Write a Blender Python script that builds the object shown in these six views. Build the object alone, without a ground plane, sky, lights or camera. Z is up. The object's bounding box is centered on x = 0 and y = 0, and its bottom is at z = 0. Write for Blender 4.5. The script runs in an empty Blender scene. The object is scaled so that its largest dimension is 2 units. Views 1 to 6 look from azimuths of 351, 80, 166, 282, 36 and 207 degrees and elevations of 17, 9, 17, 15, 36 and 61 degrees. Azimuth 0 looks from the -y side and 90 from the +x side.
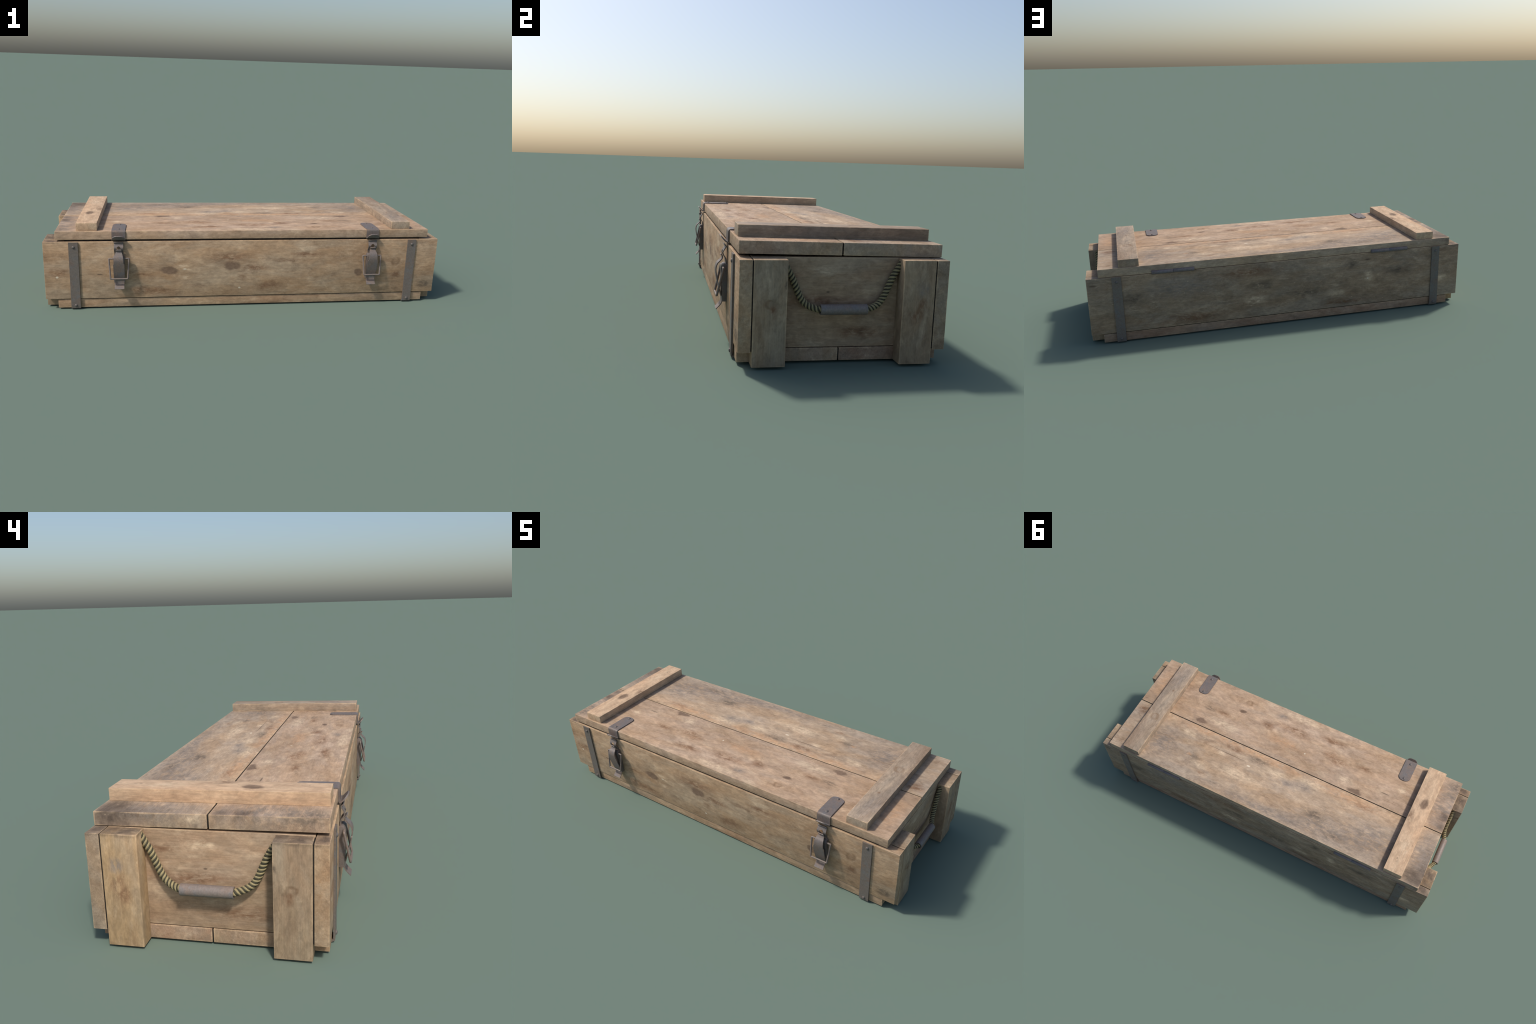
"""Old wooden ammunition-style storage crate: two long side boards, corner posts,
end panels with rope handles, a slightly ajar hinged lid with two battens,
steel straps, two toggle latches.  Metres, z up, long axis = x."""
import bpy, bmesh, math
from mathutils import Vector, Matrix

GREY = False   # True: flat grey everywhere, to check shapes

# ------------------------------------------------------------------ sizes
YC = 0.015                     # middle of the crate across (latches stick out in front)
X_END = 1.0                    # ends of side boards and corner posts
X_PANEL = 0.9415               # outer face of end panels / lid ends
SIDE_Y = 0.3378                # half width over the side boards
SIDE_T = 0.0405                # side board thickness
TOP_Z = 0.3445
SIDE_Z0 = 0.0532
FLOOR_Z0, FLOOR_Z1 = 0.0055, 0.0485
POST_IN, POST_OUT = 0.187, 0.2932
LID_TILT = math.radians(-0.68) # lid stands slightly open at the front
LID_PIVOT = Vector((0, 0.350, 0.3466))
LID_T = 0.0414

# ------------------------------------------------------------------ nodes helper
def lin(c):
    """display (sRGB 0-255) -> linear"""
    def f(v):
        v /= 255.0
        return v / 12.92 if v <= 0.04045 else ((v + 0.055) / 1.055) ** 2.4
    return tuple(f(v) for v in c) + (1.0,)


class Tree:
    def __init__(self, name):
        self.mat = bpy.data.materials.new(name)
        self.mat.use_nodes = True
        self.nt = self.mat.node_tree
        self.nt.nodes.clear()
        self.out = self.nt.nodes.new('ShaderNodeOutputMaterial')
        self.bsdf = self.nt.nodes.new('ShaderNodeBsdfPrincipled')
        self.nt.links.new(self.bsdf.outputs[0], self.out.inputs[0])

    def new(self, kind, **kw):
        n = self.nt.nodes.new(kind)
        for k, v in kw.items():
            setattr(n, k, v)
        return n

    def put(self, sock, val):
        if isinstance(val, bpy.types.NodeSocket):
            self.nt.links.new(val, sock)
        else:
            sock.default_value = val

    def vmath(self, op, a, b=None):
        n = self.new('ShaderNodeVectorMath', operation=op)
        self.put(n.inputs[0], a)
        if b is not None:
            self.put(n.inputs[1], b)
        return n.outputs['Value'] if op in ('LENGTH', 'DOT_PRODUCT') else n.outputs[0]

    def math(self, op, a, b=0.0, clamp=False):
        n = self.new('ShaderNodeMath', operation=op, use_clamp=clamp)
        self.put(n.inputs[0], a)
        self.put(n.inputs[1], b)
        return n.outputs[0]

    def ramp(self, v, lo, hi, a=0.0, b=1.0):
        n = self.new('ShaderNodeMapRange', interpolation_type='SMOOTHSTEP')
        self.put(n.inputs['Value'], v)
        for k, x in (('From Min', lo), ('From Max', hi), ('To Min', a), ('To Max', b)):
            n.inputs[k].default_value = x
        return n.outputs['Result']

    def noise(self, vec, scale=1.0, detail=3.0, rough=0.55, distortion=0.0):
        n = self.new('ShaderNodeTexNoise')
        self.put(n.inputs['Vector'], vec)
        n.inputs['Scale'].default_value = scale
        n.inputs['Detail'].default_value = detail
        n.inputs['Roughness'].default_value = rough
        n.inputs['Distortion'].default_value = distortion
        return n.outputs

    def mix(self, fac, a, b, blend='MIX'):
        n = self.new('ShaderNodeMix', data_type='RGBA', blend_type=blend)
        self.put(n.inputs[0], fac)
        self.put(n.inputs[6], a)
        self.put(n.inputs[7], b)
        return n.outputs[2]


def flat_grey():
    t = Tree('grey')
    t.bsdf.inputs['Base Color'].default_value = (0.3, 0.3, 0.3, 1)
    t.bsdf.inputs['Roughness'].default_value = 0.85
    t.bsdf.inputs['Specular IOR Level'].default_value = 0.2
    return t.mat


# ------------------------------------------------------------------ mesh helpers
def obj_from_bm(bm, name, mats, parent, loc=(0, 0, 0), smooth=None):
    me = bpy.data.meshes.new(name)
    bmesh.ops.recalc_face_normals(bm, faces=bm.faces[:])
    bm.to_mesh(me)
    bm.free()
    for m in (mats if isinstance(mats, (list, tuple)) else [mats]):
        me.materials.append(m)
    ob = bpy.data.objects.new(name, me)
    bpy.context.scene.collection.objects.link(ob)
    ob.location = loc
    ob.parent = parent
    if smooth is not None:
        me.polygons.foreach_set('use_smooth', [True] * len(me.polygons))
        me.set_sharp_from_angle(angle=math.radians(smooth))
    return ob


def board(name, mat, parent, x0, x1, y0, y1, z0, z1, bevel=0.0014):
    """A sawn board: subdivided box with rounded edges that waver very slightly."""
    c = Vector(((x0 + x1) / 2, (y0 + y1) / 2, (z0 + z1) / 2))
    s = Vector((x1 - x0, y1 - y0, z1 - z0))
    bm = bmesh.new()
    bmesh.ops.create_cube(bm, size=1.0)
    for v in bm.verts:
        v.co = Vector(v.co[i] * s[i] for i in range(3))
    bmesh.ops.bevel(bm, geom=bm.edges[:], offset=bevel, segments=2, profile=0.6, affect='EDGES')
    return obj_from_bm(bm, name, mat, parent, c, smooth=40)


def strip(profile, thick, width, x_mid=0.0, n=60, crown=None):
    """Bent sheet metal: a (y, z) path smoothed, given thickness to its right side and a
    half width that may vary along the path (function of 0..1).  Returns a bmesh."""
    pts = [Vector(p) for p in profile]
    seg = [(pts[i + 1] - pts[i]).length for i in range(len(pts) - 1)]
    tot = sum(seg)
    # sample by arc length, finer toward both ends so rounded ends come out round
    ts = [0.5 - 0.5 * math.cos(math.pi * i / n) for i in range(n + 1)]
    samp = []
    for t in ts:
        d = t * tot
        i = 0
        while i < len(seg) - 1 and d > seg[i]:
            d -= seg[i]
            i += 1
        samp.append(pts[i].lerp(pts[i + 1], min(1, d / seg[i])))
    bm = bmesh.new()
    rings = []
    for i, p in enumerate(samp):
        a = samp[max(0, i - 1)]
        b = samp[min(n, i + 1)]
        d = (b - a).normalized()
        nrm = Vector((d.y, -d.x)) * thick / 2
        w = width(ts[i]) if callable(width) else width
        r = []
        for sx, q in ((-1, p + nrm), (1, p + nrm), (1, p - nrm), (-1, p - nrm)):
            r.append(bm.verts.new((x_mid + sx * w, q.x, q.y)))
        rings.append(r)
    for a, b in zip(rings, rings[1:]):
        for k in range(4):
            bm.faces.new((a[k], a[(k + 1) % 4], b[(k + 1) % 4], b[k]))
    bm.faces.new(rings[0])
    bm.faces.new(rings[-1][::-1])
    bmesh.ops.remove_doubles(bm, verts=bm.verts[:], dist=1e-6)
    return bm


def bend(points, radius, steps=6):
    """Round the corners of a 2-D polyline with arcs (quadratic blend)."""
    out = [Vector(points[0])]
    for i in range(1, len(points) - 1):
        p, a, b = Vector(points[i]), Vector(points[i - 1]), Vector(points[i + 1])
        ra = min(radius, (a - p).length * 0.49)
        rb = min(radius, (b - p).length * 0.49)
        s, e = p + (a - p).normalized() * ra, p + (b - p).normalized() * rb
        for k in range(steps + 1):
            t = k / steps
            out.append(s * (1 - t) ** 2 + p * 2 * t * (1 - t) + e * t * t)
    out.append(Vector(points[-1]))
    return out


def smooth_path(points, n):
    """Catmull-Rom through 2-D or 3-D control points."""
    P = [Vector(p) for p in points]
    P = [P[0] * 2 - P[1]] + P + [P[-1] * 2 - P[-2]]
    out = []
    m = len(P) - 3
    for i in range(n + 1):
        u = i / n * m
        k = min(int(u), m - 1)
        t = u - k
        a, b, c, d = P[k:k + 4]
        out.append(0.5 * ((2 * b) + (c - a) * t + (2 * a - 5 * b + 4 * c - d) * t * t
                          + (3 * b - a - 3 * c + d) * t ** 3))
    return out


def tube(bm, path, radius, sides=10, closed=False, cap=True, mat=0, square=False):
    """Sweep a round section along 3-D points with a parallel-transported frame."""
    n = len(path)
    tang = []
    for i in range(n):
        a = path[(i - 1) % n] if closed else path[max(0, i - 1)]
        b = path[(i + 1) % n] if closed else path[min(n - 1, i + 1)]
        tang.append((b - a).normalized())
    ref = Vector((1, 0, 0)) if abs(tang[0].x) < 0.8 else Vector((0, 0, 1))
    u = (ref - tang[0] * ref.dot(tang[0])).normalized()
    rings = []
    for i in range(n):
        u = (u - tang[i] * u.dot(tang[i])).normalized()
        w = tang[i].cross(u)
        rings.append([bm.verts.new(path[i] + (u * math.cos(2 * math.pi * k / sides)
                                              + w * math.sin(2 * math.pi * k / sides)) * radius)
                      for k in range(sides)])
    pairs = list(zip(rings, rings[1:])) + ([(rings[-1], rings[0])] if closed else [])
    for a, b in pairs:
        for k in range(sides):
            f = bm.faces.new((a[k], a[(k + 1) % sides], b[(k + 1) % sides], b[k]))
            f.material_index = mat
    if cap and not closed:
        bm.faces.new(rings[0][::-1]).material_index = mat
        bm.faces.new(rings[-1]).material_index = mat


def extrude_profile(profile, x0, x1, bevel=0.0):
    """Solid from a closed (y, z) outline pulled along x."""
    bm = bmesh.new()
    a = [bm.verts.new((x0, p[0], p[1])) for p in profile]
    b = [bm.verts.new((x1, p[0], p[1])) for p in profile]
    n = len(profile)
    bm.faces.new(a)
    bm.faces.new(b[::-1])
    for i in range(n):
        bm.faces.new((a[i], b[i], b[(i + 1) % n], a[(i + 1) % n]))
    bmesh.ops.recalc_face_normals(bm, faces=bm.faces[:])
    if bevel:
        ed = [e for e in bm.edges if e.calc_face_angle(0) > 0.6]
        bmesh.ops.bevel(bm, geom=ed, offset=bevel, segments=2, profile=0.6, affect='EDGES')
    return bm

# ------------------------------------------------------------------ materials
# All colours below are surface colours given as display values.
TAN, PINK = (168, 141, 114), (179, 152, 127)
WARM, GREYISH, BROWN = (163, 132, 104), (150, 136, 120), (122, 97, 76)
PALE = (204, 180, 151)
MARK = {                      # colour, strength, where the edge starts and ends (1 = rim)
    'knot':   ((110, 89, 74), 0.80, 1.16, 0.64),
    'ring':   ((116, 90, 67), 0.80, 1.15, 0.55),
    'stain':  ((122, 91, 68), 0.75, 1.35, 0.05),
    'dirt':   ((103, 90, 77), 0.75, 1.35, 0.05),
    'grime':  ((86, 74, 65), 0.80, 1.35, 0.15),
    'grey':   ((136, 123, 111), 0.80, 1.40, 0.10),
    'orange': ((180, 143, 110), 0.70, 1.40, 0.10),
    'pale':   ((206, 182, 153), 0.70, 1.40, 0.05),
    'speck':  ((222, 208, 184), 0.85, 1.10, 0.60),
    'crack':  ((92, 76, 64), 0.75, 1.15, 0.40),
}


def wood(name, grain, seed, centre, size=None, base=TAN, warm=WARM, grey=GREYISH, grey_amount=0.5,
         stain=0.55, specks=0.5, marks=()):
    """Weathered, unpainted plank.  grain = axis of the fibres; marks = knots, stains, pale
    rubs ... as (kind, (x, y, z), (rx, ry, rz)) in crate coordinates."""
    t = Tree(name)
    P = t.new('ShaderNodeTexCoord').outputs['Object']
    sep = t.new('ShaderNodeSeparateXYZ')
    t.put(sep.inputs[0], P)
    comb = t.new('ShaderNodeCombineXYZ')
    order = {'x': 'XYZ', 'y': 'YXZ', 'z': 'ZXY'}[grain]
    for i, a in enumerate(order):
        t.put(comb.inputs[i], sep.outputs[a])
    Q = t.vmath('ADD', comb.outputs[0], (seed * 3.17, seed * 1.73, seed * 2.39))

    def fibre(along, across, detail=3.0, rough=0.55, shift=0.0, dist=0.0):
        v = t.vmath('MULTIPLY', Q, (along, across, across))
        if shift:
            v = t.vmath('ADD', v, (shift, shift * 0.7, shift * 1.3))
        return t.noise(v, 1.0, detail, rough, dist)[0]

    col = t.mix(t.ramp(fibre(3.2, 10, 4, 0.6), 0.36, 0.64), lin(base), lin(warm))
    col = t.mix(t.ramp(fibre(2.6, 8, 5, 0.65, 7.3, 0.6), 0.42, 0.68, 0, grey_amount), col, lin(grey))
    col = t.mix(t.ramp(fibre(7, 15, 6, 0.72, 13.1, 0.8), 0.50, 0.74, 0, stain), col, lin(BROWN))
    # cloudy lighter wear
    col = t.mix(t.ramp(fibre(8, 20, 6, 0.75, 21.7, 0.5), 0.48, 0.74, 0, 0.45), col, lin(PALE))

    # individual knots, stains, rubs
    if marks:
        wob = t.noise(P, 26.0, 4, 0.6)
        warp = t.vmath('MULTIPLY', t.vmath('SUBTRACT', wob[1], (0.5, 0.5, 0.5)), (0.030, 0.030, 0.030))
        fine_break = fibre(26, 60, 5, 0.75, 3.0, 0.5)
        arc = t.noise(P, 30.0, 2, 0.5)[0]
        W = t.vmath('ADD', P, warp)
        for kind, c, r in marks:
            colour, strength, e0, e1 = MARK[kind]
            src = P if kind in ('speck', 'crack') else W
            d = t.vmath('SUBTRACT', src, tuple(c[i] - centre[i] for i in range(3)))
            d = t.vmath('LENGTH', t.vmath('MULTIPLY', d, tuple(1.0 / r[i] for i in range(3))))
            f = t.ramp(d, e0, e1, 0.0, strength)
            if kind == 'ring':       # open, C-shaped growth ring round a paler eye
                f = t.math('MULTIPLY', f, t.ramp(d, 0.25, 0.8, 0.40, 1.0))
                f = t.math('MULTIPLY', f, t.ramp(arc, 0.42, 0.56, 0.55, 1.0))
            if kind == 'grime':
                f = t.math('MULTIPLY', f, t.ramp(arc, 0.30, 0.65, 0.60, 1.10), clamp=True)
            if kind in ('stain', 'dirt', 'grey', 'orange', 'pale'):
                f = t.math('MULTIPLY', f, t.ramp(fine_break, 0.34, 0.60, 0.15, 1.25), clamp=True)
            col = t.mix(f, col, lin(colour))

    # corners rubbed paler: distance to the nearest edge of the board
    if size:
        ab = t.new('ShaderNodeSeparateXYZ')
        t.put(ab.inputs[0], t.vmath('SUBTRACT', tuple(0.5 * v for v in size), t.vmath('ABSOLUTE', P)))
        ax, ay, az = ab.outputs
        mid = t.math('MAXIMUM', t.math('MINIMUM', ax, ay), t.math('MINIMUM', t.math('MAXIMUM', ax, ay), az))
        rub = fibre(9, 14, 5, 0.7, 51.0)
        edge = t.math('ADD', mid, t.ramp(rub, 0.30, 0.70, 0.0035, -0.0015))
        col = t.mix(t.ramp(edge, 0.0045, 0.0005, 0.0, 0.50), col, lin((205, 175, 140)))

    # fibres, mottling, tiny pale chips and dark pores
    grain_v = fibre(14, 260, 3, 0.6, 1.0)
    col = t.mix(1.0, col, t.ramp(grain_v, 0.30, 0.70, 0.92, 1.07), 'MULTIPLY')
    mott = fibre(36, 70, 5, 0.75, 5.0, 0.4)
    col = t.mix(1.0, col, t.ramp(mott, 0.30, 0.70, 0.86, 1.13), 'MULTIPLY')
    cloud = fibre(11, 21, 6, 0.75, 41.0, 0.8)
    col = t.mix(1.0, col, t.ramp(cloud, 0.30, 0.70, 0.82, 1.13), 'MULTIPLY')
    broad = fibre(2.0, 4.5, 2, 0.5, 31.0)
    col = t.mix(1.0, col, t.ramp(broad, 0.30, 0.70, 0.93, 1.06), 'MULTIPLY')
    chips = fibre(50, 80, 2, 0.5, 9.0)
    col = t.mix(t.ramp(chips, 0.70, 0.80, 0, specks), col, lin(PALE))
    pores = fibre(55, 120, 2, 0.5, 17.0)
    col = t.mix(t.ramp(pores, 0.70, 0.80, 0, 0.5), col, lin(BROWN))
    t.put(t.bsdf.inputs['Base Color'], col)
    t.bsdf.inputs['Roughness'].default_value = 0.82
    t.bsdf.inputs['Specular IOR Level'].default_value = 0.22
    bump = t.new('ShaderNodeBump')
    bump.inputs['Strength'].default_value = 0.22
    bump.inputs['Distance'].default_value = 0.0012
    t.put(bump.inputs['Height'], t.math('ADD', grain_v, mott))
    t.put(t.bsdf.inputs['Normal'], bump.outputs[0])
    return t.mat


def metal(name, base=(108, 100, 94), rust=(118, 98, 84), cool=(106, 105, 106), rough=0.55, seed=0.0):
    """Dull, handled steel with thin rust film."""
    t = Tree(name)
    P = t.vmath('ADD', t.new('ShaderNodeTexCoord').outputs['Object'], (seed, seed * 2.1, seed * 0.7))
    a = t.noise(P, 22, 5, 0.65)[0]
    b = t.noise(t.vmath('ADD', P, (5, 5, 5)), 35, 4, 0.6)[0]
    c = t.noise(P, 190, 3, 0.6)[0]
    col = t.mix(t.ramp(a, 0.45, 0.68), lin(base), lin(rust))
    col = t.mix(t.ramp(b, 0.48, 0.70, 0, 0.8), col, lin(cool))
    col = t.mix(1.0, col, t.ramp(c, 0.3, 0.7, 0.88, 1.10), 'MULTIPLY')
    t.put(t.bsdf.inputs['Base Color'], col)
    t.bsdf.inputs['Metallic'].default_value = 0.12
    t.bsdf.inputs['Specular IOR Level'].default_value = 0.35
    t.put(t.bsdf.inputs['Roughness'], t.ramp(a, 0.3, 0.7, rough - 0.05, rough + 0.15))
    bump = t.new('ShaderNodeBump')
    bump.inputs['Strength'].default_value = 0.12
    bump.inputs['Distance'].default_value = 0.0006
    t.put(bump.inputs['Height'], c)
    t.put(t.bsdf.inputs['Normal'], bump.outputs[0])
    return t.mat


def fibre_rope(name, colour, other):
    t = Tree(name)
    P = t.new('ShaderNodeTexCoord').outputs['Object']
    col = t.mix(t.ramp(t.noise(P, 60, 4, 0.6)[0], 0.38, 0.62), lin(colour), lin(other))
    col = t.mix(1.0, col, t.ramp(t.noise(P, 700, 2, 0.6)[0], 0.3, 0.7, 0.80, 1.15), 'MULTIPLY')
    t.put(t.bsdf.inputs['Base Color'], col)
    t.bsdf.inputs['Roughness'].default_value = 0.9
    t.bsdf.inputs['Specular IOR Level'].default_value = 0.15
    return t.mat


def make_materials():
    if GREY:
        class Same(dict):
            def __missing__(self, k):
                self[k] = flat_grey()
                return self[k]
        return Same()
    M = {}
    F, B, T = -0.322, 0.352, 0.392          # front face, back face, lid top
    zl = LID_PIVOT.z + LID_T / 2
    zs = (SIDE_Z0 + TOP_Z) / 2
    M['side_front'] = wood('wood_side_front', 'x', 1.0, (0, YC - SIDE_Y + SIDE_T / 2, zs), size=(2 * X_END, SIDE_T, TOP_Z - SIDE_Z0), base=(170, 143, 114),
        warm=(163, 132, 101), grey=(166, 149, 127), grey_amount=0.6, stain=0.55, marks=[
        ('knot', (-0.397, F, 0.193), (0.046, 0.03, 0.024)), ('knot', (-0.083, F, 0.213), (0.043, 0.03, 0.025)),
        ('ring', (0.780, F, 0.226), (0.027, 0.03, 0.030)), ('stain', (0.788, F, 0.150), (0.035, 0.03, 0.028)),
        ('grime', (-0.965, -0.302, TOP_Z), (0.06, 0.04, 0.012)), ('stain', (0.196, F, 0.240), (0.085, 0.03, 0.013)), ('stain', (0.30, F, 0.270), (0.09, 0.03, 0.014)),
        ('stain', (0.080, F, 0.098), (0.032, 0.03, 0.032)), ('stain', (0.125, F, 0.110), (0.045, 0.03, 0.026)),
        ('stain', (-0.551, F, 0.092), (0.050, 0.03, 0.030)), ('stain', (-0.46, F, 0.085), (0.10, 0.03, 0.025)),
        ('dirt', (0.946, F, 0.097), (0.050, 0.03, 0.035)), ('crack', (-0.737, F, 0.177), (0.018, 0.03, 0.0045)),
        ('stain', (-0.516, F, 0.171), (0.05, 0.03, 0.008)), ('stain', (-0.030, F, 0.155), (0.026, 0.03, 0.022)),
        ('knot', (0.580, F, 0.170), (0.024, 0.03, 0.022)), ('stain', (-0.10, F, 0.26), (0.13, 0.03, 0.03)),
        ('stain', (0.03, F, 0.20), (0.08, 0.03, 0.02)), ('stain', (-0.93, F, 0.19), (0.06, 0.03, 0.03)),
        ('pale', (-0.335, F, 0.215), (0.045, 0.03, 0.010)), ('pale', (-0.320, F, 0.195), (0.035, 0.03, 0.008)),
        ('pale', (-0.314, F, 0.158), (0.030, 0.03, 0.012)), ('speck', (-0.941, F, 0.165), (0.0075, 0.03, 0.006)),
        ('speck', (-0.044, F, 0.095), (0.007, 0.03, 0.005)), ('speck', (-0.322, F, 0.199), (0.009, 0.03, 0.004))])
    M['side_back'] = wood('wood_side_back', 'x', 2.0, (0, YC + SIDE_Y - SIDE_T / 2, zs), size=(2 * X_END, SIDE_T, TOP_Z - SIDE_Z0), base=(153, 131, 107),
        warm=(141, 119, 96), grey=(148, 135, 119), grey_amount=0.7, stain=0.65, marks=[
        ('grime', (-0.965, 0.332, TOP_Z), (0.06, 0.04, 0.012)), ('dirt', (0.786, B, 0.220), (0.070, 0.03, 0.040)), ('dirt', (0.128, B, 0.222), (0.085, 0.03, 0.032)),
        ('dirt', (-0.372, B, 0.288), (0.045, 0.03, 0.028)), ('dirt', (-0.630, B, 0.232), (0.090, 0.03, 0.032)),
        ('crack', (-0.458, B, 0.307), (0.020, 0.03, 0.006)), ('crack', (0.971, B, 0.308), (0.022, 0.03, 0.006)),
        ('stain', (-0.313, B, 0.083), (0.15, 0.03, 0.022)), ('stain', (0.50, B, 0.09), (0.16, 0.03, 0.03)),
        ('stain', (0.20, B, 0.30), (0.18, 0.03, 0.03)), ('pale', (-0.465, B, 0.215), (0.030, 0.03, 0.030)),
        ('pale', (-0.284, B, 0.134), (0.05, 0.03, 0.03)), ('pale', (0.165, B, 0.148), (0.06, 0.03, 0.025)),
        ('dirt', (-0.10, B, 0.16), (0.13, 0.03, 0.03)), ('grey', (0.55, B, 0.26), (0.20, 0.03, 0.06)),
        ('pale', (-0.90, B, 0.16), (0.04, 0.03, 0.02)), ('speck', (-0.46, B, 0.200), (0.006, 0.03, 0.005))])
    M['lid_front'] = wood('wood_lid_front', 'x', 3.0, (0, (-0.319 + YC) / 2, zl), size=(2 * X_PANEL, YC - 0.0026 + 0.3190, LID_T), base=PINK, warm=(170, 141, 113),
        grey=(167, 148, 131), grey_amount=0.55, stain=0.60, specks=0.6, marks=[
        ('ring', (0.358, -0.249, T), (0.027, 0.024, 0.03)), ('knot', (0.363, -0.183, T), (0.020, 0.014, 0.03)),
        ('stain', (0.458, -0.121, T), (0.052, 0.020, 0.03)), ('dirt', (0.546, -0.113, T), (0.040, 0.016, 0.03)),
        ('knot', (0.551, -0.018, T), (0.036, 0.018, 0.03)), ('grey', (0.137, -0.254, T), (0.040, 0.018, 0.03)),
        ('stain', (0.191, -0.167, T), (0.050, 0.028, 0.03)), ('stain', (-0.275, -0.125, T), (0.070, 0.028, 0.03)),
        ('stain', (-0.225, -0.150, T), (0.050, 0.022, 0.03)), ('stain', (0.03, -0.20, T), (0.12, 0.035, 0.03)),
        ('stain', (-0.20, -0.235, T), (0.09, 0.026, 0.03)), ('stain', (-0.43, -0.155, T), (0.06, 0.022, 0.03)),
        ('knot', (-0.429, -0.002, T), (0.048, 0.019, 0.03)), ('speck', (-0.084, -0.091, T), (0.006, 0.005, 0.03)),
        ('pale', (-0.348, -0.042, T), (0.050, 0.026, 0.03)), ('pale', (0.237, -0.306, T), (0.045, 0.018, 0.03)),
        ('pale', (0.02, -0.29, T), (0.16, 0.022, 0.03)), ('pale', (0.42, -0.05, T), (0.10, 0.030, 0.03)),
        ('crack', (-0.585, -0.065, T), (0.030, 0.0035, 0.03)), ('pale', (-0.66, -0.12, T), (0.025, 0.018, 0.03)),
        ('orange', (0.05, -0.10, T), (0.12, 0.03, 0.03)), ('orange', (0.885, -0.15, T), (0.05, 0.12, 0.03)),
        ('stain', (-0.91, -0.07, T), (0.035, 0.05, 0.06)), ('grime', (-0.92, -0.02, T), (0.03, 0.025, 0.04)),
        ('dirt', (-0.92, -0.26, T), (0.06, 0.08, 0.05)), ('grey', (-0.90, -0.14, T), (0.08, 0.17, 0.05)), ('grime', (-0.92, -0.075, T), (0.030, 0.030, 0.05))])
    M['lid_back'] = wood('wood_lid_back', 'x', 4.0, (0, (0.35 + YC) / 2, zl), size=(2 * X_PANEL, 0.3503 - YC - 0.0026, LID_T), base=(174, 151, 127), warm=(169, 142, 114),
        grey=(158, 144, 129), grey_amount=0.65, stain=0.60, specks=0.75, marks=[
        ('orange', (0.45, 0.030, T), (0.30, 0.030, 0.03)), ('orange', (0.05, 0.035, T), (0.28, 0.030, 0.03)),
        ('orange', (-0.42, 0.045, T), (0.24, 0.035, 0.03)), ('grey', (-0.634, 0.20, T), (0.20, 0.10, 0.04)),
        ('grey', (-0.40, 0.27, T), (0.30, 0.08, 0.04)), ('grey', (-0.05, 0.318, T), (0.35, 0.03, 0.03)),
        ('grey', (0.68, 0.20, T), (0.12, 0.12, 0.03)), ('dirt', (-0.290, 0.224, T), (0.075, 0.030, 0.03)),
        ('dirt', (-0.435, 0.292, T), (0.06, 0.025, 0.03)), ('stain', (-0.516, 0.062, T), (0.06, 0.018, 0.03)),
        ('grey', (-0.167, 0.095, T), (0.06, 0.030, 0.03)), ('grey', (-0.080, 0.120, T), (0.06, 0.024, 0.03)),
        ('crack', (0.32, 0.103, T), (0.16, 0.0022, 0.03)), ('dirt', (0.128, 0.068, T), (0.070, 0.026, 0.03)),
        ('stain', (0.28, 0.060, T), (0.080, 0.022, 0.03)), ('pale', (0.577, 0.085, T), (0.050, 0.022, 0.03)),
        ('pale', (0.340, 0.118, T), (0.030, 0.013, 0.03)), ('speck', (0.161, 0.121, T), (0.012, 0.005, 0.03)),
        ('stain', (0.376, 0.276, T), (0.030, 0.016, 0.03)), ('dirt', (0.286, 0.302, T), (0.024, 0.008, 0.03)),
        ('dirt', (0.47, 0.212, T), (0.050, 0.020, 0.03)), ('orange', (0.497, 0.205, T), (0.018, 0.010, 0.03)),
        ('pale', (0.42, 0.24, T), (0.06, 0.025, 0.03)), ('pale', (0.00, 0.093, T), (0.075, 0.026, 0.03)),
        ('pale', (-0.20, 0.060, T), (0.09, 0.025, 0.03)), ('grime', (-0.945, 0.30, T - 0.015), (0.045, 0.08, 0.05)),
        ('grime', (-0.93, 0.20, T), (0.06, 0.10, 0.04)), ('grey', (-0.90, 0.17, T), (0.10, 0.17, 0.05)), ('grime', (-0.90, 0.30, T), (0.07, 0.05, 0.04)), ('dirt', (-0.88, 0.30, T), (0.06, 0.06, 0.03)), ('pale', (-0.945, 0.06, 0.372), (0.03, 0.03, 0.014)),
        ('pale', (0.20, 0.20, T), (0.14, 0.035, 0.03)), ('stain', (0.885, 0.06, T), (0.05, 0.035, 0.03))])
    M['batten_left'] = wood('wood_batten_left', 'y', 5.0, (-0.7925, 0.016, 0.41), size=(0.0985, 0.6553, 0.0386), base=(199, 170, 140), warm=(192, 159, 128),
        grey=(172, 148, 124), grey_amount=0.3, stain=0.22, specks=0.25, marks=[
        ('knot', (-0.797, -0.085, 0.432), (0.024, 0.035, 0.04)), ('stain', (-0.757, 0.016, 0.432), (0.018, 0.045, 0.02)),
        ('crack', (-0.784, 0.263, 0.432), (0.004, 0.006, 0.02)), ('pale', (-0.80, 0.19, 0.432), (0.03, 0.08, 0.03))])
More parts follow.
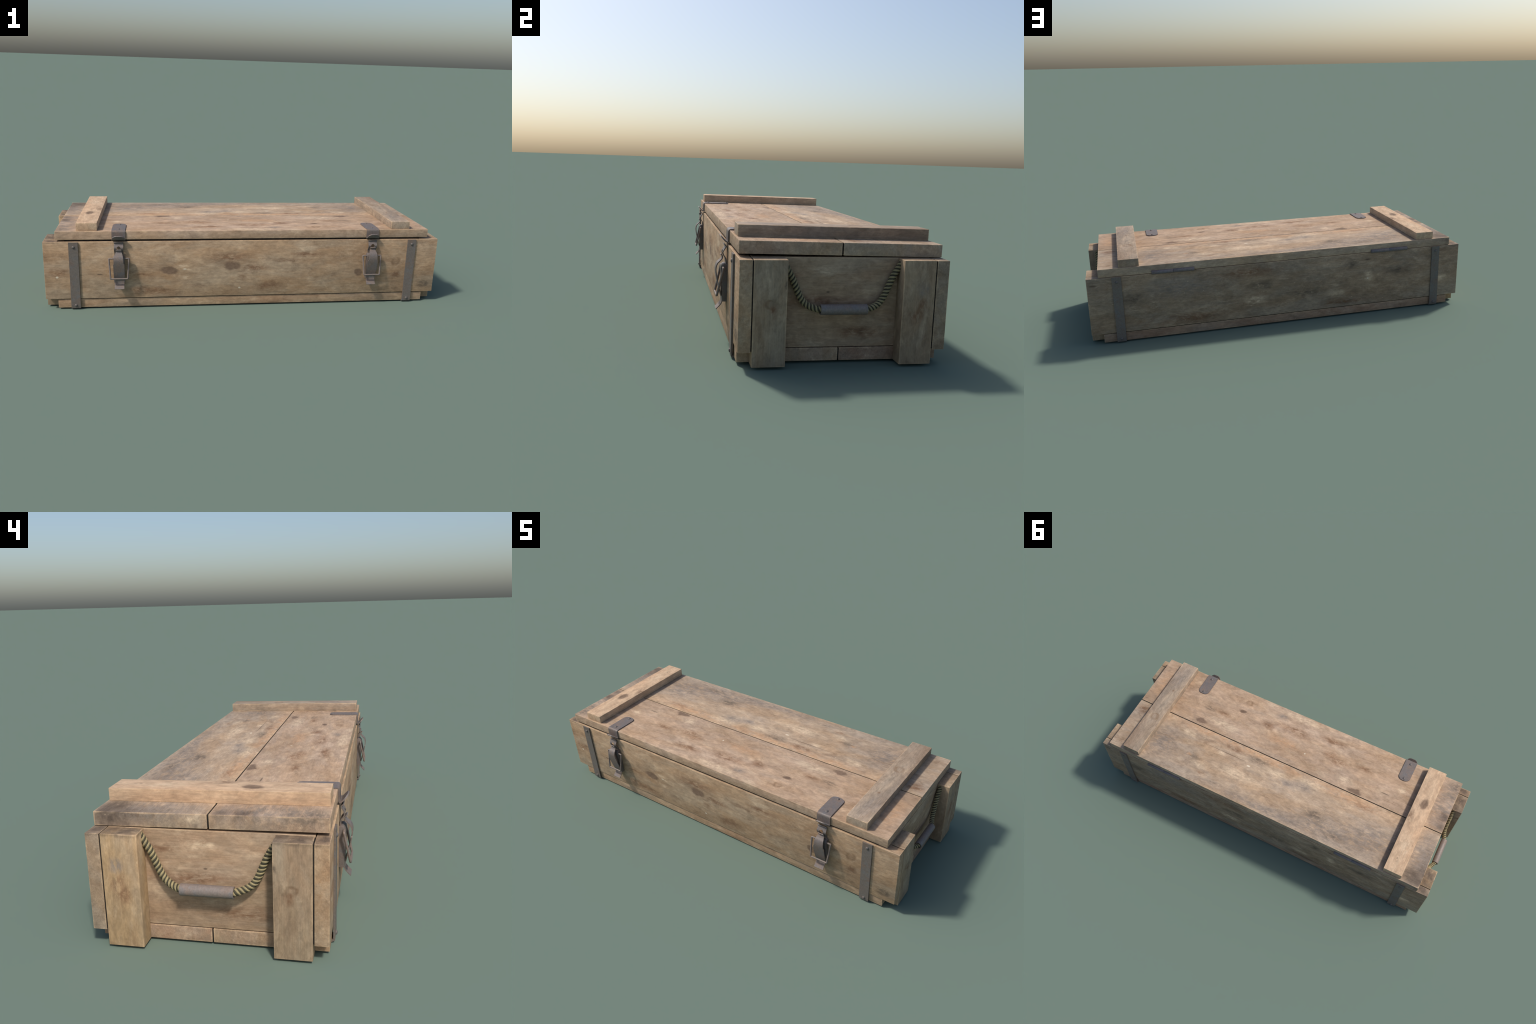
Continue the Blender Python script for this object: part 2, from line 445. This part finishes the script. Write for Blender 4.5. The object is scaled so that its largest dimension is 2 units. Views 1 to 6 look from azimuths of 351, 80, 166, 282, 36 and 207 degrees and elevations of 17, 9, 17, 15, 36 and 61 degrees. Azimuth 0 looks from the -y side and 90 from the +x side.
    M['batten_right'] = wood('wood_batten_right', 'y', 6.0, (0.7925, 0.016, 0.41), size=(0.0985, 0.6553, 0.0386), base=(154, 137, 118), warm=(149, 127, 106),
        grey=(146, 134, 120), grey_amount=0.7, stain=0.35, specks=0.2, marks=[
        ('ring', (0.789, 0.100, 0.432), (0.027, 0.026, 0.03)), ('stain', (0.79, -0.103, 0.432), (0.010, 0.010, 0.02)),
        ('grey', (0.80, -0.2, 0.432), (0.06, 0.09, 0.03))])
    M['floor_front'] = wood('wood_floor_front', 'x', 7.0, (0, -0.154, 0.027), size=(1.884, 0.3313, FLOOR_Z1 - FLOOR_Z0), base=(165, 139, 110), warm=(158, 128, 100), grey_amount=0.5)
    M['floor_back'] = wood('wood_floor_back', 'x', 8.0, (0, 0.184, 0.027), size=(1.884, 0.3313, FLOOR_Z1 - FLOOR_Z0), base=(158, 132, 108), warm=(150, 120, 97), grey_amount=0.5)
    for tag, sx in (('left', -1), ('right', 1)):
        xf = sx * X_END
        off = 0 if sx < 0 else 4
        M['panel_' + tag] = wood('wood_panel_' + tag, 'y', 9.0 + off, (sx * 0.9235, YC, 0.198), size=(0.036, 0.589, 0.2935), base=(166, 140, 112),
            warm=(157, 129, 103), grey=(164, 148, 128), grey_amount=0.5, stain=0.30, specks=0.3, marks=[
            ('crack', (sx * X_PANEL, 0.028 * -sx, 0.232), (0.03, 0.007, 0.004)),
            ('stain', (sx * X_PANEL, 0.16 * -sx, 0.285), (0.03, 0.05, 0.012)),
            ('stain', (sx * X_PANEL, -0.08 * -sx, 0.10), (0.03, 0.10, 0.025)),
            ('stain', (sx * X_PANEL, 0.06 * -sx, 0.20), (0.03, 0.14, 0.025)),
            ('pale', (sx * X_PANEL, 0.04 * -sx, 0.30), (0.03, 0.05, 0.015))])
        # on either end one post carries a rusty stain, the other a curled knot
        rust_post = [('stain', (xf, 0.268, 0.197), (0.04, 0.024, 0.034)), ('stain', (xf, 0.250, 0.165), (0.04, 0.028, 0.030)),
                     ('grey', (xf, 0.270, 0.252), (0.04, 0.022, 0.024))]
        knot_post = [('ring', (xf, -0.222, 0.206), (0.04, 0.026, 0.020)), ('stain', (xf, -0.215, 0.185), (0.04, 0.016, 0.022)),
                     ('dirt', (xf, -0.175, 0.27), (0.04, 0.008, 0.016))]
        zt = TOP_Z
        for row, marks, y in (('front', knot_post, -0.2253), ('back', rust_post, 0.2553)):
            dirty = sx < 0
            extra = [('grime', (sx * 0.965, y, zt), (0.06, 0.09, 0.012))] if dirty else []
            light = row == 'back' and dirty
            M['post_%s_%s' % (row, tag)] = wood('wood_post_%s_%s' % (row, tag), 'z', 10.0 + off + (2 if row == 'back' else 0),
                (sx * 0.97125, y, 0.17525), size=(X_END - X_PANEL - 0.001, POST_OUT - POST_IN, 0.3385), base=(176, 147, 111) if light else (160, 138, 111),
                warm=(168, 136, 102) if light else (150, 126, 101), grey=(158, 144, 124), grey_amount=0.45 if light else 0.65,
                stain=0.30, specks=0.35, marks=marks + extra)
    M['dirt'] = fibre_rope('dark_filler', (52, 46, 40), (40, 37, 34))  # near-black for the added joint fillers and the shade in the lid gap
    M['strap'] = metal('steel_strap', (112, 104, 97), (116, 101, 90), (108, 107, 106), seed=1.0)
    M['iron'] = metal('steel_latch', (112, 103, 98), (124, 107, 96), (108, 105, 105), rough=0.50, seed=2.0)
    M['wire'] = metal('steel_wire', (122, 110, 102), (130, 112, 100), (112, 108, 106), rough=0.5, seed=3.0)
    M['rivet'] = metal('steel_rivet', (102, 96, 92), (108, 95, 87), (98, 97, 98), rough=0.5, seed=4.0)
    M['hinge'] = metal('steel_hinge', (116, 108, 108), (116, 104, 102), (106, 106, 112), rough=0.62, seed=5.0)
    M['sleeve'] = metal('steel_sleeve', (126, 115, 108), (131, 114, 103), (118, 113, 111), rough=0.55, seed=6.0)
    M['rope_pale'] = fibre_rope('rope_pale', (156, 142, 106), (142, 130, 99))
    M['rope_crease_shade'] = fibre_rope('rope_crease_shade', (74, 70, 57), (62, 59, 49))  # dark strands put the rope's crease shading into the colour
    return M


# ------------------------------------------------------------------ build
def build():
    crate = bpy.data.objects.new('wooden_crate', None)
    bpy.context.scene.collection.objects.link(crate)
    crate['label'] = 'long weathered wooden crate with steel latches and rope handles'
    crate['category'] = 'wooden crate'
    M = make_materials()

    # ---- side boards
    yF0, yB1 = YC - SIDE_Y, YC + SIDE_Y
    board('side_board', M['side_front'], crate, -X_END, X_END, yF0, yF0 + SIDE_T, SIDE_Z0, TOP_Z, 0.0018)
    board('side_board', M['side_back'], crate, -X_END, X_END, yB1 - SIDE_T, yB1, SIDE_Z0, TOP_Z, 0.0018)

    # ---- floor planks
    board('floor_plank', M['floor_front'], crate, -0.942, 0.942, YC - 0.3335, YC - 0.0022, FLOOR_Z0, FLOOR_Z1)
    board('floor_plank', M['floor_back'], crate, -0.942, 0.942, YC + 0.0022, YC + 0.3335, FLOOR_Z0, FLOOR_Z1)

    # ---- end panels and corner posts
    for sx, tag in ((-1, 'left'), (1, 'right')):
        xa, xb = sorted((sx * (X_PANEL - 0.036), sx * X_PANEL))
        board('end_panel', M['panel_' + tag], crate, xa, xb, YC - 0.2945, YC + 0.2945, 0.0515, TOP_Z + 0.0005, 0.002)
        xa, xb = sorted((sx * (X_PANEL + 0.001), sx * X_END))
        board('corner_post', M['post_front_' + tag], crate, xa, xb, YC - POST_OUT, YC - POST_IN, 0.006, TOP_Z)
        board('corner_post', M['post_back_' + tag], crate, xa, xb, YC + POST_IN, YC + POST_OUT, 0.006, TOP_Z)

    # ---- lid: planks and battens share one tilt about the hinge line
    tilt = Matrix.Translation(LID_PIVOT) @ Matrix.Rotation(LID_TILT, 4, 'X') @ Matrix.Translation(-LID_PIVOT)

    def on_lid(ob):
        ob.matrix_world = tilt @ Matrix.Translation(ob.location)
        return ob
    z0 = LID_PIVOT.z
    z1 = z0 + LID_T
    on_lid(board('lid_plank', M['lid_front'], crate, -X_PANEL, X_PANEL, -0.3190, YC - 0.0026, z0, z1, 0.0016))
    on_lid(board('lid_plank', M['lid_back'], crate, -X_PANEL, X_PANEL, YC + 0.0026, 0.3503, z0, z1, 0.0016))
    for sx, tag in ((-1, 'left'), (1, 'right')):
        xa, xb = sorted((sx * 0.7435, sx * 0.842))
        on_lid(board('lid_batten', M['batten_' + tag], crate, xa, xb, -0.3115, 0.3438, z1 + 0.0004, z1 + 0.0390, 0.0010))

    # ---- dark filler strips added in the joints between boards, a little below the surface
    def joint(x0, x1, y0, y1, za, zb, lid=False):
        ob = board('dark_filler', M['dirt'], crate, x0, x1, y0, y1, za, zb, 0.0003)
        if lid:
            on_lid(ob)
    e = 0.0022
    board('lid_gap_filler', M['dirt'], crate, -0.900, 0.900, -0.3120, -0.2800, 0.3400, 0.3540, 0.0005)  # filler added behind the lid gap, coloured near-black for its shade
    joint(-X_PANEL + e, X_PANEL - e, YC - 0.006, YC + 0.006, z0 + 0.004, z1 - e, True)
    joint(-0.942 + e, 0.942 - e, YC - 0.006, YC + 0.006, FLOOR_Z0 + 0.004, FLOOR_Z1 - 0.004)
    for sy in (-1, 1):
        ya, yb = sorted((YC + sy * (0.2950 - 0.005), YC + sy * (0.2950 + 0.006)))
        for sx in (-1, 1):
            xa, xb = sorted((sx * (X_PANEL + 0.003), sx * (X_END - e)))
            joint(xa, xb, ya, yb, SIDE_Z0 + 0.004, TOP_Z - e)
        ya, yb = sorted((YC + sy * (0.3335 - 0.012), YC + sy * (0.3335 - e)))
        joint(-0.930, 0.930, ya, yb, FLOOR_Z1 - 0.004, SIDE_Z0 + 0.004)

    # ---- steel straps: a U band under the crate, riveted to both sides
    rivet_me = dome_mesh('rivet', 0.0074, 0.0048, M['rivet'])
    for sx in (-1, 1):
        xm = sx * 0.8572
        path = bend([(-0.3262, 0.3432), (-0.3262, 0.0031), (0.3564, 0.0031), (0.3564, 0.3432)], 0.007)
        bm = strip(path, 0.0060, 0.0225, xm, n=220)
        strap = obj_from_bm(bm, 'steel_strap', M['strap'], crate, smooth=40)
        for y, d in ((-0.3292, -1), (0.3594, 1)):
            for z in (0.319, 0.020):
                rivet(rivet_me, strap, (xm + 0.0005, y, z), (0, d, 0))

    # ---- hinges on the back
    for sx in (-1, 1):
        for xa, xb in ((0.4755, 0.5800), (0.5808, 0.6865)):
            bm = bmesh.new()
            tube(bm, [Vector((sx * x, 0.3512, 0.3496)) for x in (xa, xa + 0.0008, xb - 0.0008, xb)], 0.0100, 20)
            for v in bm.verts:      # slightly chamfered ends
                if abs(abs(v.co.x) - xa) < 1e-5 or abs(abs(v.co.x) - xb) < 1e-5:
                    v.co.y = 0.3512 + (v.co.y - 0.3512) * 0.92
                    v.co.z = 0.3496 + (v.co.z - 0.3496) * 0.92
            obj_from_bm(bm, 'hinge_barrel', M['hinge'], crate, smooth=50)

    # ---- latches
    for sx in (-1, 1):
        latch(crate, M, sx * 0.6420, rivet_me, tilt, z1)

    # ---- rope handles
    for sx in (-1, 1):
        rope_handle(crate, M, sx)


def dome_mesh(name, r, h, mat):
    bm = bmesh.new()
    prev = None
    n = 14
    for k in range(6):
        a = k / 5 * math.pi / 2
        rr, zz = r * math.cos(a), h * math.sin(a)
        if k == 5:
            top = bm.verts.new((0, 0, h))
            for i in range(n):
                bm.faces.new((prev[i], prev[(i + 1) % n], top))
        else:
            ring = [bm.verts.new((rr * math.cos(2 * math.pi * i / n), rr * math.sin(2 * math.pi * i / n), zz)) for i in range(n)]
            if prev:
                for i in range(n):
                    bm.faces.new((prev[i], prev[(i + 1) % n], ring[(i + 1) % n], ring[i]))
            else:
                low = [bm.verts.new((v.co.x, v.co.y, -0.001)) for v in ring]
                for i in range(n):
                    bm.faces.new((low[i], low[(i + 1) % n], ring[(i + 1) % n], ring[i]))
                bm.faces.new(low[::-1])
            prev = ring
    bmesh.ops.recalc_face_normals(bm, faces=bm.faces[:])
    me = bpy.data.meshes.new(name)
    bm.to_mesh(me)
    bm.free()
    me.materials.append(mat)
    me.polygons.foreach_set('use_smooth', [True] * len(me.polygons))
    return me


def rivet(me, parent, loc, direction):
    ob = bpy.data.objects.new('rivet', me)
    bpy.context.scene.collection.objects.link(ob)
    ob.parent = parent
    ob.location = loc
    ob.rotation_euler = Vector(direction).to_track_quat('Z', 'Y').to_euler()
    return ob


def round_end(full, r, length):
    """Half-width function: rounded corners of radius r at the start of a path of given length."""
    def f(t):
        d = t * length
        if d < r:
            return full - r + math.sqrt(max(0.0, r * r - (r - d) ** 2))
        return full
    return f


def latch(crate, M, xm, rivet_me, tilt, zt):
    iron = M['iron']
    # catch plate: over the lid, down its front, then a lip hooked outward and up
    top = zt + 0.0026
    path = bend([(-0.1865, top), (-0.3222, top), (-0.3222, 0.3445), (-0.3300, 0.3475)], 0.009, 8)
    L = 0.136 + 0.045 + 0.01
    bm = strip(path, 0.0046, round_end(0.0325, 0.026, L), xm, n=120)
    plate = obj_from_bm(bm, 'catch_plate', iron, crate, smooth=40)
    plate.matrix_world = tilt
    hook = smooth_path([(-0.3215, 0.3475), (-0.3270, 0.3462), (-0.3340, 0.3508), (-0.3420, 0.3600), (-0.3500, 0.3700)], 30)
    def hook_w(t):
        d = (1 - t) * 0.038
        r = 0.022
        w = 0.0315 - 0.0015 * t
        return w if d > r else w - r + math.sqrt(max(0.0, r * r - (r - d) ** 2))
    obj_from_bm(strip(hook, 0.0042, hook_w, xm, n=60), 'catch_hook', iron, plate, smooth=40).matrix_world = tilt
    for y in (-0.2975, -0.1995):
        r = rivet(rivet_me, plate, (xm + 0.0005, y, top + 0.0021), (0, 0, 1))
        r.scale = (1.0, 1.0, 0.8)

    # housing: box with rounded shoulders, screwed to the side board
    prof = [(-0.3215, 0.1395), (-0.3405, 0.1395), (-0.3440, 0.2480)]
    prof += [(-0.3320 - 0.0125 * math.cos(a), 0.2560 + 0.0195 * math.sin(a))
             for a in [i * math.pi / 14 for i in range(0, 8)]]
    prof += [(-0.3215, 0.2740)]
    housing = obj_from_bm(extrude_profile(prof, xm - 0.0262, xm + 0.0262, 0.0012), 'latch_housing', iron, crate, smooth=40)

    # link with an eyelet, waved like a spring
    link = smooth_path([(-0.3352, 0.3450), (-0.3285, 0.3375), (-0.3340, 0.3270), (-0.3395, 0.3160),
                        (-0.3350, 0.3030), (-0.3280, 0.2920), (-0.3262, 0.2700)], 60)
    bm = strip(link, 0.0034, lambda t: 0.0222 - 0.004 * max(0.0, t - 0.55), xm, n=80)
    lk = obj_from_bm(bm, 'link_plate', iron, housing)
    cut_hole(lk, (xm, -0.34, 0.3150), 0.0096)

    # lever: curled tip, bulging spring back, then shoulders widening to a tapering blade
    lever = smooth_path([(-0.3465, 0.3090), (-0.3412, 0.3035), (-0.3400, 0.2960), (-0.3470, 0.2865), (-0.3575, 0.2760),
                         (-0.3625, 0.2620), (-0.3625, 0.2470), (-0.3590, 0.2250), (-0.3525, 0.1950), (-0.3435, 0.1600)], 90)
    def lever_w(t):
        keys = [(0, .0132), (.06, .0140), (.11, .0145), (.20, .0185), (.30, .0216), (.40, .0228), (.476, .0232),
                (.480, .0268), (.75, .0266), (1, .0255)]
        for (a, wa), (b, wb) in zip(keys, keys[1:]):
            if t <= b:
                return wa + (wb - wa) * (t - a) / (b - a)
        return keys[-1][1]
    obj_from_bm(strip(lever, 0.0036, lever_w, xm, n=140), 'latch_lever', iron, housing, smooth=40)

    # bail: trapezoid of wire
    corners = [(0.0480, -0.3390, 0.2630), (0.0415, -0.3602, 0.1655)]
    pts = []
    (tx, ty, tz), (bx, by, bz) = corners
    loop = [Vector((xm - 0.020, ty, tz)), Vector((xm - tx, ty, tz)), Vector((xm - bx, by, bz)),
            Vector((xm + bx, by, bz)), Vector((xm + tx, ty, tz)), Vector((xm + 0.020, ty, tz))]
    dense = [loop[0]]
    for i in range(1, 5):
        p, a, b = loop[i], loop[i - 1], loop[i + 1]
        s, e = p + (a - p).normalized() * 0.0032, p + (b - p).normalized() * 0.0032
        for k in range(5):
            t = k / 4
            dense.append(s * (1 - t) ** 2 + p * 2 * t * (1 - t) + e * t * t)
    dense.append(loop[-1])
    bm = bmesh.new()
    tube(bm, dense, 0.0041, 10)
    obj_from_bm(bm, 'wire_bail', M['wire'], housing, smooth=60)

    # tongue flaring outward under the housing
    tongue = smooth_path([(-0.3395, 0.1600), (-0.3400, 0.1420), (-0.3425, 0.1325), (-0.3495, 0.1235), (-0.3605, 0.1120)], 30)
    obj_from_bm(strip(tongue, 0.0030, 0.0230, xm, n=40), 'latch_tongue', iron, housing, smooth=40)


def cut_hole(ob, centre, radius):
    bm = bmesh.new()
    tube(bm, [Vector(centre) + Vector((0, d, 0)) for d in (-0.03, 0.03)], radius, 20)
    bmesh.ops.recalc_face_normals(bm, faces=bm.faces[:])
    me = bpy.data.meshes.new('hole_cutter')
    bm.to_mesh(me)
    bm.free()
    cutter = bpy.data.objects.new('hole_cutter', me)
    bpy.context.scene.collection.objects.link(cutter)
    mod = ob.modifiers.new('hole', 'BOOLEAN')
    mod.operation = 'DIFFERENCE'
    mod.solver = 'EXACT'
    mod.object = cutter
    dg = bpy.context.evaluated_depsgraph_get()
    new = bpy.data.meshes.new_from_object(ob.evaluated_get(dg))
    ob.modifiers.clear()
    old = ob.data
    ob.data = new
    bpy.data.meshes.remove(old)
    new.name = 'link_plate'
    bpy.data.objects.remove(cutter)
    bpy.data.meshes.remove(me)
    new.polygons.foreach_set('use_smooth', [True] * len(new.polygons))
    new.set_sharp_from_angle(angle=math.radians(40))


def rope_handle(crate, M, sx):
    """Laid rope hung between the posts (pale strands, dark ones painting the shade of the creases), through a steel sleeve."""
    half = [(0.9555, 0.199, 0.3385), (0.9555, 0.183, 0.3125), (0.9555, 0.1680, 0.2875), (0.956, 0.1545, 0.2575), (0.957, 0.1420, 0.2285),
            (0.959, 0.1280, 0.2055), (0.965, 0.1090, 0.1918), (0.9745, 0.0860, 0.1852), (0.979, 0.0700, 0.1838), (0.9795, 0.0300, 0.1836)]
    ctrl = [(sx * x, YC + d, z) for x, d, z in half] + [(sx * x, YC - d, z) for x, d, z in reversed(half)]
    path = smooth_path(ctrl, 700)
    # arc length and frame
    s = [0.0]
    for a, b in zip(path, path[1:]):
        s.append(s[-1] + (b - a).length)
    n = len(path)
    lay = 0.0250
    bm = bmesh.new()
    ex = Vector((1, 0, 0))
    frames = []
    for i in range(n):
        t = (path[min(n - 1, i + 1)] - path[max(0, i - 1)]).normalized()
        u = (ex - t * t.dot(ex)).normalized()
        frames.append((u, t.cross(u)))
    for k in range(4):
        dark = k % 2
        pts = []
        for i in range(0, n, 1):
            a = 2 * math.pi * (s[i] / lay + k / 4)
            u, w = frames[i]
            rr = 0.0068 if dark else 0.0076
            pts.append(path[i] + (u * math.cos(a) + w * math.sin(a)) * rr)
        tube(bm, pts, 0.0035 if dark else 0.0037, 7, mat=dark)
    tube(bm, path[::6], 0.0078, 8, mat=1)
    rope = obj_from_bm(bm, 'rope_handle', [M['rope_pale'], M['rope_crease_shade']], crate, smooth=70)
    # sleeve: open tube with a visible wall
    bm = bmesh.new()
    prof = [(-0.0765, 0.0128), (-0.0765, 0.0160), (-0.0757, 0.0170), (0.0757, 0.0170), (0.0765, 0.0160), (0.0765, 0.0128)]
    m = 28
    rings = []
    for y, r in prof:
        rings.append([bm.verts.new((sx * 0.9795 + r * math.cos(2 * math.pi * i / m), YC + y, 0.1838 + r * math.sin(2 * math.pi * i / m))) for i in range(m)])
    for a, b in list(zip(rings, rings[1:])) + [(rings[-1], rings[0])]:
        for i in range(m):
            bm.faces.new((a[i], a[(i + 1) % m], b[(i + 1) % m], b[i]))
    obj_from_bm(bm, 'grip_sleeve', M['sleeve'], rope, smooth=40)


build()
